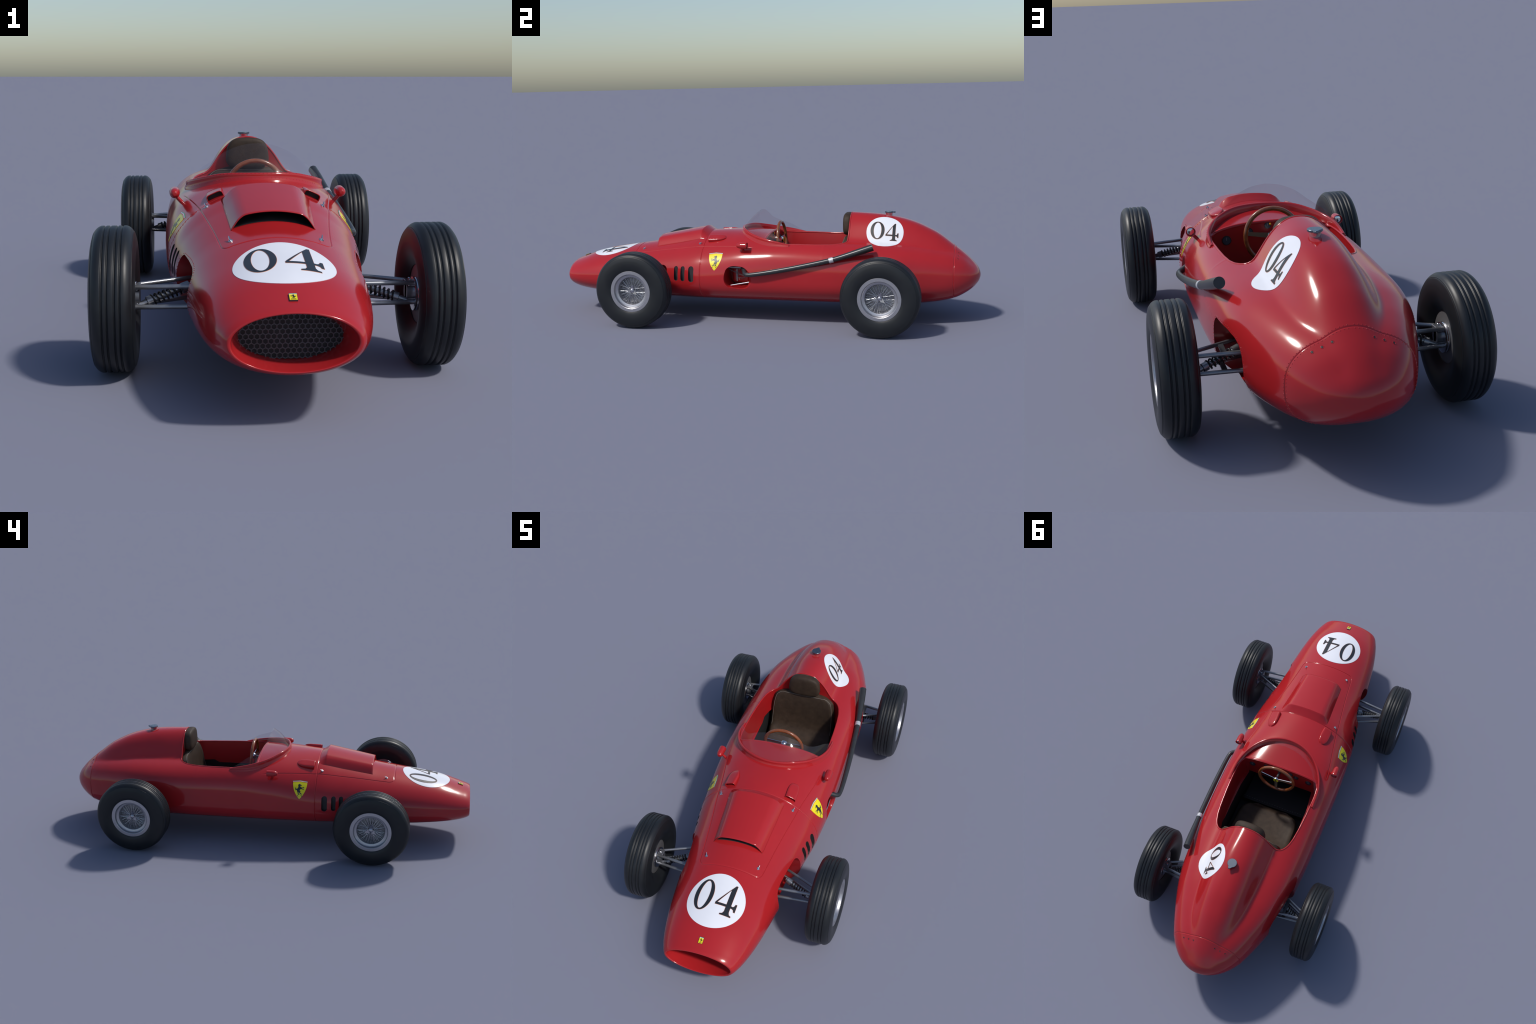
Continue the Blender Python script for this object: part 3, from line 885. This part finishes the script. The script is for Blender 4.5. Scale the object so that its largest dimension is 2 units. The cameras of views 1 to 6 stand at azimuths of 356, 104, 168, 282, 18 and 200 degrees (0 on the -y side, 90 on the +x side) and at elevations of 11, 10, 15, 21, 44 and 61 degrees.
# -------------------------------------------------------------------- seat
prof = spline([(0, .384, .402), (0, .377, .365), (0, .371, .31), (0, .364, .26), (0, .348, .213), (0, .310, .180), (0, .25, .165), (0, .18, .165), (0, .118, .168)], 60)
hwid = pchip([(0, .055), (.015, .078), (.04, .102), (.08, .124), (.13, .139), (.25, .148), (.40, .151), (.6, .152), (.85, .148), (.93, .136), (.975, .112), (1.0, .08)])
rows = []
for i, c in enumerate(prof):
    f = i/59; hw = hwid(f)
    a = prof[max(i-1, 0)]; b = prof[min(i+1, 59)]; T_ = (b - a).normalized(); nn = Vector((0, T_.z, -T_.y))
    if nn.y > 0: nn = -nn
    if f > .6: nn = Vector((0, T_.z, -T_.y)); nn = nn if nn.z > 0 else -nn
    row = []
    for k in range(33):
        s = -1 + 2*k/32
        bol = .013*abs(s)**4*smooth(.05, .25, f) - .006*max(0, (abs(s)-.9)/.1)**2
        edge = -.014*max(0, (abs(s) - .86)/.14)**2
        end = -.012*(1-smooth(0, .06, f)) - .016*smooth(.95, 1, f)
        row.append(Vector((hw*s, c.y, c.z)) + nn*(bol + edge + end))
    rows.append(row)
seat = bpy.data.objects.new('driver_seat', None); bpy.context.scene.collection.objects.link(seat); seat.parent = car
g = Geo(); g.grid(rows); ob = g.build('seat_cushion', LEATHER, seat, 80)
if sum(p_.normal.y for p_ in ob.data.polygons) > 0:
    for p_ in ob.data.polygons: p_.flip()
m_ = ob.modifiers.new('t', 'SOLIDIFY'); m_.thickness = .030; m_.offset = -1
m_ = ob.modifiers.new('b', 'BEVEL'); m_.width = .008; m_.segments = 3; m_.limit_method = 'ANGLE'
def seat_pt(i, s, lift):
    r_ = rows[i]; k = (s+1)/2*32; k0 = min(int(k), 31); return Vector(r_[k0]).lerp(Vector(r_[k0+1]), k-k0) + lift
ln = [seat_pt(i, -.93, Vector((0, -.001, .0005))) for i in range(30, 3, -1)] + [seat_pt(3, s, Vector((0, -.001, .0005))) for s in np.linspace(-.9, .9, 24)] + [seat_pt(i, .93, Vector((0, -.001, .0005))) for i in range(4, 31)]
g = Geo(); g.tube(ln, .0008, 6); g.build('seat_stitching', STITCH, seat)
# head pad: a rounded cushion in front of the fairing
def pad(cx, cy, cz, hx, hy, hz, e=.42, n=40, m=24, top_in=.10):
    rows = []
    for i in range(m+1):
        v = -math.pi/2 + math.pi*i/m; cv, sv = math.cos(v), math.sin(v)
        row = []
        for k in range(n):
            u = 2*math.pi*k/n; cu, su = math.cos(u), math.sin(u)
            pw = lambda q, ee: math.copysign(abs(q)**ee, q)
            z = pw(su, .62)*pw(cv, e); x = pw(cu, .62)*pw(cv, e); y = pw(sv, .55)
            row.append(Vector((cx + hx*x*(1 - top_in*z), cy + hy*y, cz + hz*z)))
        rows.append(row)
    return rows
R_ = pad(0, .3885, .4425, .0705, .0215, .0515)
g = Geo(); g.grid(R_, closed_u=True); hp = g.build('head_pad', LEATHER, seat, 80)
ln = [Vector(R_[16][k]) + (Vector(R_[16][k]) - Vector((0, .3885, .4425))).normalized()*.0003 for k in range(40)]
g = Geo(); g.tube(ln, .0008, 6, closed=True); g.build('seat_stitching', STITCH, hp)
# floor cover with a stitched hem in front of the seat
g = Geo(); g.box((0, .0, .135), (.30, .22, .03)); fm = g.build('floor_mat', BLACK, car, 30)
g = Geo()
for k in range(24):
    x = -.15 + .30*k/23
    g.box((x, .098 + .004*math.cos(x*9), .162 - .02*abs(x)), (.005, .0015, .0010))
mt = g.build('floor_stitching', plain('dark_thread', (.085, .095, .105), .7), fm); mt['kind'] = 'stuff'
g = Geo(); rows = []
for i in range(9):
    f = i/8; rows.append([Vector((-.165+.33*k/16, .114 - .006*f, .160 - .045*f)) for k in range(17)])
g.grid(rows); g.build('seat_front_cover', BLACK, car, 60)
# --------------------------------------------------------------- filler cap
FC = Vector((0, .579, 0)); zt_ = on_top(0, .579)[0].z
fill = Geo(); fill.lathe([(zt_-.005, .0148), (zt_+.004, .0156), (.4940, .0172), (.4968, .0178)], 40, 'z', (0, .579, 0))
fc = fill.build('filler_neck', CHROME, car, 45)
ol = [(.0205*math.cos(a), .579 + .0205*math.sin(a)) for a in np.linspace(math.radians(112), math.radians(60+360), 44)]
ol += [(.0088, .604), (.0060, .6085), (.0020, .6085), (-.0040, .603)]
V = []; levels = [(.4955, .93), (.4968, 1.0), (.5010, 1.0), (.5022, .95)]
for z, s in levels: V += [(a*s, .579+(b-.579)*s, z) for a, b in ol]
nn_ = len(ol); F = [tuple(range(nn_))[::-1], tuple(3*nn_+k for k in range(nn_))]
for i in range(3):
    for k in range(nn_): F.append((i*nn_+k, i*nn_+(k+1) % nn_, (i+1)*nn_+(k+1) % nn_, (i+1)*nn_+k))
cap = mesh_obj('filler_cap', V, F, CAPM, fc, None); recalc(cap); shade(cap.data, 35)

# ------------------------------------------------------------------ mirrors
for sx in (1, -1):
    tip = -.098; back = -.0475
    prof = [(tip, .0042)]
    for k in range(1, 13):
        f = k/12; prof.append((tip + .028*(1-math.cos(f*math.pi/2)), .0042 + .0106*math.sin(f*math.pi/2)))
    prof += [(-.055, .0153), (back-.0012, .0156), (back, .0153), (back-.001, .0138), (back-.007, .0128)]
    c = Vector((sx*.2395, 0, .3665))
    g = Geo(); g.lathe(prof, 36, 'y', tuple(c), cap0=True); mi_ = g.build('mirror', RED, car, 45)
    g = Geo(); g.lathe([(back-.008, .0130), (back-.0055, .0129), (back-.0035, .008), (back-.0030, .0006)], 28, 'y', tuple(c), cap1=True); g.build('mirror_glass', CHROME, mi_, 60)
    base, nb_ = on_side(sx, -.0715, .341)
    elbow = base + nb_*.0115 + Vector((sx*.001, 0, .002))
    g = Geo(); g.tube([c + Vector((-sx*.003, -.0715, -.009)), elbow + Vector((sx*.0012, 0, .0022)), elbow, elbow - nb_*.0022, base - nb_*.003], [.0057]*5, 16)
    g.build('mirror_stalk', RED, mi_, 50)

# ------------------------------------------------------------------ exhaust
path = spline([(.185, -.115, .262), (.215, -.085, .262), (.252, -.062, .254), (.278, -.050, .2425), (.2865, -.030, .2395), (.2870, .03, .2475), (.2835, .12, .2635), (.2775, .22, .2835),
               (.2680, .34, .3105), (.2560, .44, .3400), (.2425, .533, .3705)], 90)
rad = [.0098 + .0018*smooth(.35, .75, i/89) + .0042*smooth(.80, .97, i/89) for i in range(90)]
ex = Geo(); ex.tube(path, rad, 24, caps=False)
d = (path[-1]-path[-2]).normalized()
ex.tube([path[-1], path[-1] + d*.0006, path[-1] - d*.03], [rad[-1], rad[-1]-.0016, rad[-1]-.0018], 24, caps=False)
exo = ex.build('exhaust_pipe', EXHAUST, car, 60)
g = Geo(); g.tube([path[-1] - d*.028, path[-1] - d*.027], rad[-1]-.0012, 20); g.build('exhaust_bore', VOID, exo)
ib = min(range(90), key=lambda i: abs(path[i].y - .3486))
g = Geo(); a_, b_ = path[ib-1], path[ib+1]; d = (b_-a_).normalized(); c = path[ib]
g.tube([c - d*.010, c - d*.0095, c + d*.0095, c + d*.010], [rad[ib], rad[ib]+.0013, rad[ib]+.0013, rad[ib]], 24); g.build('exhaust_clamp', BAND, exo, 50)

# machinery inside the side window
g = Geo(); g.rod((.225, -.150, .2625), (.232, -.05, .2615), .0055); g.build('coolant_pipe', STEEL, car)
g = Geo(); g.tube([(.215, -.105, .252), (.217, -.105, .235), (.217, -.105, .215), (.216, -.105, .195)], [.003, .0042, .0048, .0038], 12); g.build('carburettor_rod', STEEL, car, 60)
g = Geo(); g.rod((.247, -.128, .180), (.247, -.028, .199), .0034); g.build('chassis_tube', CHROME, car)
for pts in ([(.222, -.148, .256), (.226, -.12, .242), (.226, -.09, .228), (.23, -.04, .221)], [(.22, -.135, .243), (.226, -.115, .243), (.228, -.085, .232)],
            [(.222, -.098, .213), (.230, -.075, .212), (.238, -.055, .222), (.245, -.035, .228)]):
    g = Geo(); g.tube(spline(pts, 16), .0011, 8); g.build('cable', DARKSTEEL, car, 60)
g = Geo(); g.box((.172, -.095, .218), (.03, .085, .075)); b_ = g.build('engine_block', RED_IN, car, 30)
m_ = b_.modifiers.new('b', 'BEVEL'); m_.width = .012; m_.segments = 4

# ------------------------------------------------------------------- wheels
TR = .1744
def tyre_mesh():
    half = [(.0295, TR), (.0350, TR-.0022), (.0405, TR-.0062), (.0440, TR-.0105), (.0452, TR-.0118), (.0452, TR-.0132), (.0470, TR-.0142), (.0495, TR-.0220), (.0518, TR-.0320),
            (.0529, TR-.044), (.0527, TR-.054), (.0513, TR-.065), (.0490, TR-.073), (.0466, TR-.0782)]
    tread = []
    for c in (.0085, .0205):
        tread += [(c + .0036*q, TR - .0030*(.5+.5*math.cos(math.pi*q))) for q in np.linspace(-1, 1, 11)]
    right = [(0, TR)] + tread + [(.0245, TR)] + half
    # dense sidewall through a spline
    s = spline([(a, b, 0) for a, b in half], 44)
    right = [(0, TR)] + tread + [(.0245, TR)] + [(p_.x, p_.y) for p_ in s] + [(.0400, TR-.0810)]
    inner = [p_ for p_ in right[1:] if p_[1] > TR-.052] + [(.0512, TR-.060), (.0478, TR-.0725), (.0425, TR-.084), (.0365, TR-.094), (.0310, TR-.1030), (.0270, TR-.1035)]
    prof = [(-a, b) for a, b in inner][::-1] + right
    g = Geo(); g.lathe(prof, 144, 'x', closed=True); return g
tyre_me = tyre_mesh().build('tyre', RUBBER, None, 30).data
def rim_mesh():
    p_ = [(.040, .0945), (.0455, .0960), (.0466, .0950), (.0466, .0812), (.0456, .0797), (.0425, .0786), (.036, .0765), (.0335, .0740), (.0325, .0690), (.0310, .0655), (.024, .0625), (.012, .0622), (-.02, .064), (-.0270, .0680), (-.0275, .0735), (-.02, .080), (.02, .092)]
    g = Geo(); g.lathe(p_, 128, 'x', closed=True); return g
rim_me = rim_mesh().build('rim', RIMGREY, None, 25).data
def spoke_mesh():
    g = Geo()
    for layer, (xr, xh, rh, n, twist, off) in enumerate(((.021, .0215, .0150, 24, .34, 0), (.021, .0215, .0150, 24, -.34, .13), (.010, .0060, .0155, 24, .42, .06), (.010, .0060, .0155, 24, -.42, .2))):
        for k in range(n):
            a = 2*math.pi*(k/n) + off; b_ = a + twist
            g.rod((xr, .0625*math.cos(a), .0625*math.sin(a)), (xh, rh*math.cos(b_), rh*math.sin(b_)), .00095, seg=6)
    return g
spoke_me = spoke_mesh().build('wire_spoke', SPOKE, None, 60).data
def dish_mesh():
    g = Geo(); g.lathe([(-.006, .0625), (-.004, .045), (.0, .02), (.001, .0005)], 64, 'x', cap1=True); return g
dish_me = dish_mesh().build('wheel_dish', DISH, None, 60).data
def hub_mesh():
    g = Geo(); g.lathe([(-.004, .0165), (.012, .0165), (.0175, .0150), (.0195, .0128)], 36, 'x'); return g
hub_me = hub_mesh().build('axle_hub', SPOKE, None, 40).data
def nut_mesh():
    g = Geo(); pr = [(.0165, .0128), (.0200, .0118), (.0235, .0112)]
    pr += [(.0235 + .0065*math.sin(a), .0108*math.cos(a) + .0002) for a in np.linspace(0, math.pi/2, 9)]
    g.lathe(pr, 36, 'x', cap1=True)
    for k in range(3):
        a = math.radians(82 + 120*k); c, s = math.cos(a), math.sin(a)
        def q(r, t, x): return (x, r*c - t*s, r*s + t*c)
        P = [(.0085, .0105, .0235), (.0085, -.0105, .0235), (.018, -.0052, .0260), (.0285, -.0012, .0285), (.0285, .0012, .0285), (.018, .0052, .0260)]
        V = [q(r, t, x) for r, t, x in P] + [q(r, t, x-.0042) for r, t, x in P]
        g.add(V, [(0,1,2,5), (2,3,4,5), (6,11,8,7), (8,11,10,9)] + [(i, (i+1) % 6, 6+(i+1) % 6, 6+i) for i in range(6)])
    return g
nut_me = nut_mesh().build('knock_off_nut', NUT, None, 35).data
def disc_mesh():
    g = Geo(); g.lathe([(-.0265, .0725), (-.0285, .0715), (-.0290, .070), (-.0290, .0005)], 72, 'x', cap1=True); return g
disc_me = disc_mesh().build('inner_wheel_plate', DISC, None, 40).data
def drum_mesh():
    g = Geo(); g.lathe([(-.030, .0415), (-.0335, .0415), (-.035, .0402), (-.0362, .0402), (-.0375, .0415), (-.0395, .0412), (-.0405, .039), (-.0405, .030), (-.041, .0005)], 64, 'x', cap1=True); return g
drum_me = drum_mesh().build('brake_drum', CHROME, None, 40).data
for nm in ('tyre', 'rim', 'wire_spoke', 'wheel_dish', 'axle_hub', 'knock_off_nut', 'inner_wheel_plate', 'brake_drum'): bpy.data.objects.remove(bpy.data.objects[nm]) if nm in bpy.data.objects and bpy.data.objects[nm].parent is None else None
WHEELS = [(sx, y) for y in (-.5574, .5846) for sx in (1, -1)]
for sx, y in WHEELS:
    wh = bpy.data.objects.new('wheel', None); bpy.context.scene.collection.objects.link(wh)
    wh.parent = car; wh.location = (sx*.3785, y, TR)
    if sx < 0: wh.rotation_euler = (0, 0, math.pi)
    for nm, md in (('tyre', tyre_me), ('rim', rim_me), ('wire_spoke', spoke_me), ('wheel_dish', dish_me), ('axle_hub', hub_me),
                   ('knock_off_nut', nut_me), ('inner_wheel_plate', disc_me), ('brake_drum', drum_me)):
        o = bpy.data.objects.new(nm, md); bpy.context.scene.collection.objects.link(o); o.parent = wh
        if nm == 'wire_spoke': o['kind'] = 'stuff'

# --------------------------------------------------------------- suspension
def coil(a, b, r, turns, wire, g):
    a, b = Vector(a), Vector(b); d = (b-a); T_ = d.normalized(); n_ = T_.orthogonal().normalized(); c_ = T_.cross(n_)
    pts = [a + d*(k/(turns*16)) + (n_*math.cos(2*math.pi*k/16) + c_*math.sin(2*math.pi*k/16))*r for k in range(int(turns*16)+1)]
    g.tube(pts, wire, 8)
for sx in (1, -1):
    for yc, sgn in ((-.5574, 1), (.5846, -1)):
        X = lambda x: sx*x
        su = bpy.data.objects.new('suspension', None); bpy.context.scene.collection.objects.link(su); su.parent = car
        for zo, zi in ((.2050, .2085), (.1570, .1595)):
            g = Geo()
            y_out_a, y_in_a = yc - sgn*.016, yc - sgn*.0305     # arm on the wheel-axis side
            y_out_b, y_in_b = yc + sgn*.016, yc + sgn*.068
            slope = (y_in_a - y_out_a)/.130
            g.tube([(X(.345), y_out_a, zo), (X(.20), y_in_a, zi), (X(.14), y_in_a + slope*.06, zi)], [.0058, .0058, .0058], 14)
            slope = (y_in_b - y_out_b)/.130
            g.tube([(X(.325), y_out_b, zo), (X(.20), y_in_b, zi), (X(.14), y_in_b + slope*.06, zi)], [.0054, .0054, .0054], 14)
            g.build('wishbone', STEEL, su, 50)
            # outer plate carrying the ball joint
            g = Geo(); g.box((X(.333), yc, zo), (.030, .034, .0095)); pl = g.build('wishbone_end', STEEL, su, 30)
            mm = pl.modifiers.new('b', 'BEVEL'); mm.width = .002; mm.segments = 2
            if yc > 0:
                g = Geo(); ya = yc - sgn*(.016 + .0145*.62); yb = yc + sgn*(.016 + .052*.62)
                g.box((X(.250), (ya+yb)/2, zo + .002), (.014, abs(yb-ya), .004)); g.build('wishbone_brace', DARKSTEEL, su, 30)
            g = Geo(); g.tube([(X(.3315), yc, zo+.003), (X(.3315), yc, zo+.009), (X(.3315), yc, zo+.0105)], [.0042, .0042, .0025], 10)
            g.build('joint_bolt', CHROME, su, 40)
        g = Geo(); g.box((X(.333), yc, .181), (.022, .026, .052)); up_ = g.build('upright', STEEL, su, 30)
        mm = up_.modifiers.new('b', 'BEVEL'); mm.width = .006; mm.segments = 3
        g = Geo(); g.rod((X(.345), yc, .181), (X(.322), yc, .181), .020, seg=24); g.build('stub_axle', STEEL, su, 40)
        # coil-over damper running up and into the body
        a = Vector((X(.326), yc - sgn*.008, .1590)); b_ = Vector((X(.165), yc + sgn*.042, .2085)); d = b_ - a
        g = Geo(); g.tube([a, a + d*.10, a + d*.13], [.0062, .0075, .0075], 14)
        g.tube([a + d*.13, a + d*.135, a + d*.215, a + d*.22], [.0075, .0122, .0122, .009], 18)
        g.tube([a + d*.22, a + d*.80], .0072, 14)
        g.tube([a + d*.645, a + d*.65, a + d*.76, a + d*.77], [.008, .0132, .0132, .008], 18)
        g.build('damper', STEEL, su, 40)
        g = Geo(); coil(a + d*.205, a + d*.645, .0120, 7, .0024, g); g.build('coil_spring', SPRING, su, 60)

# remove stray unlinked helpers
for o in list(bpy.data.objects):
    if o.name.startswith('cutter'): bpy.data.objects.remove(o)
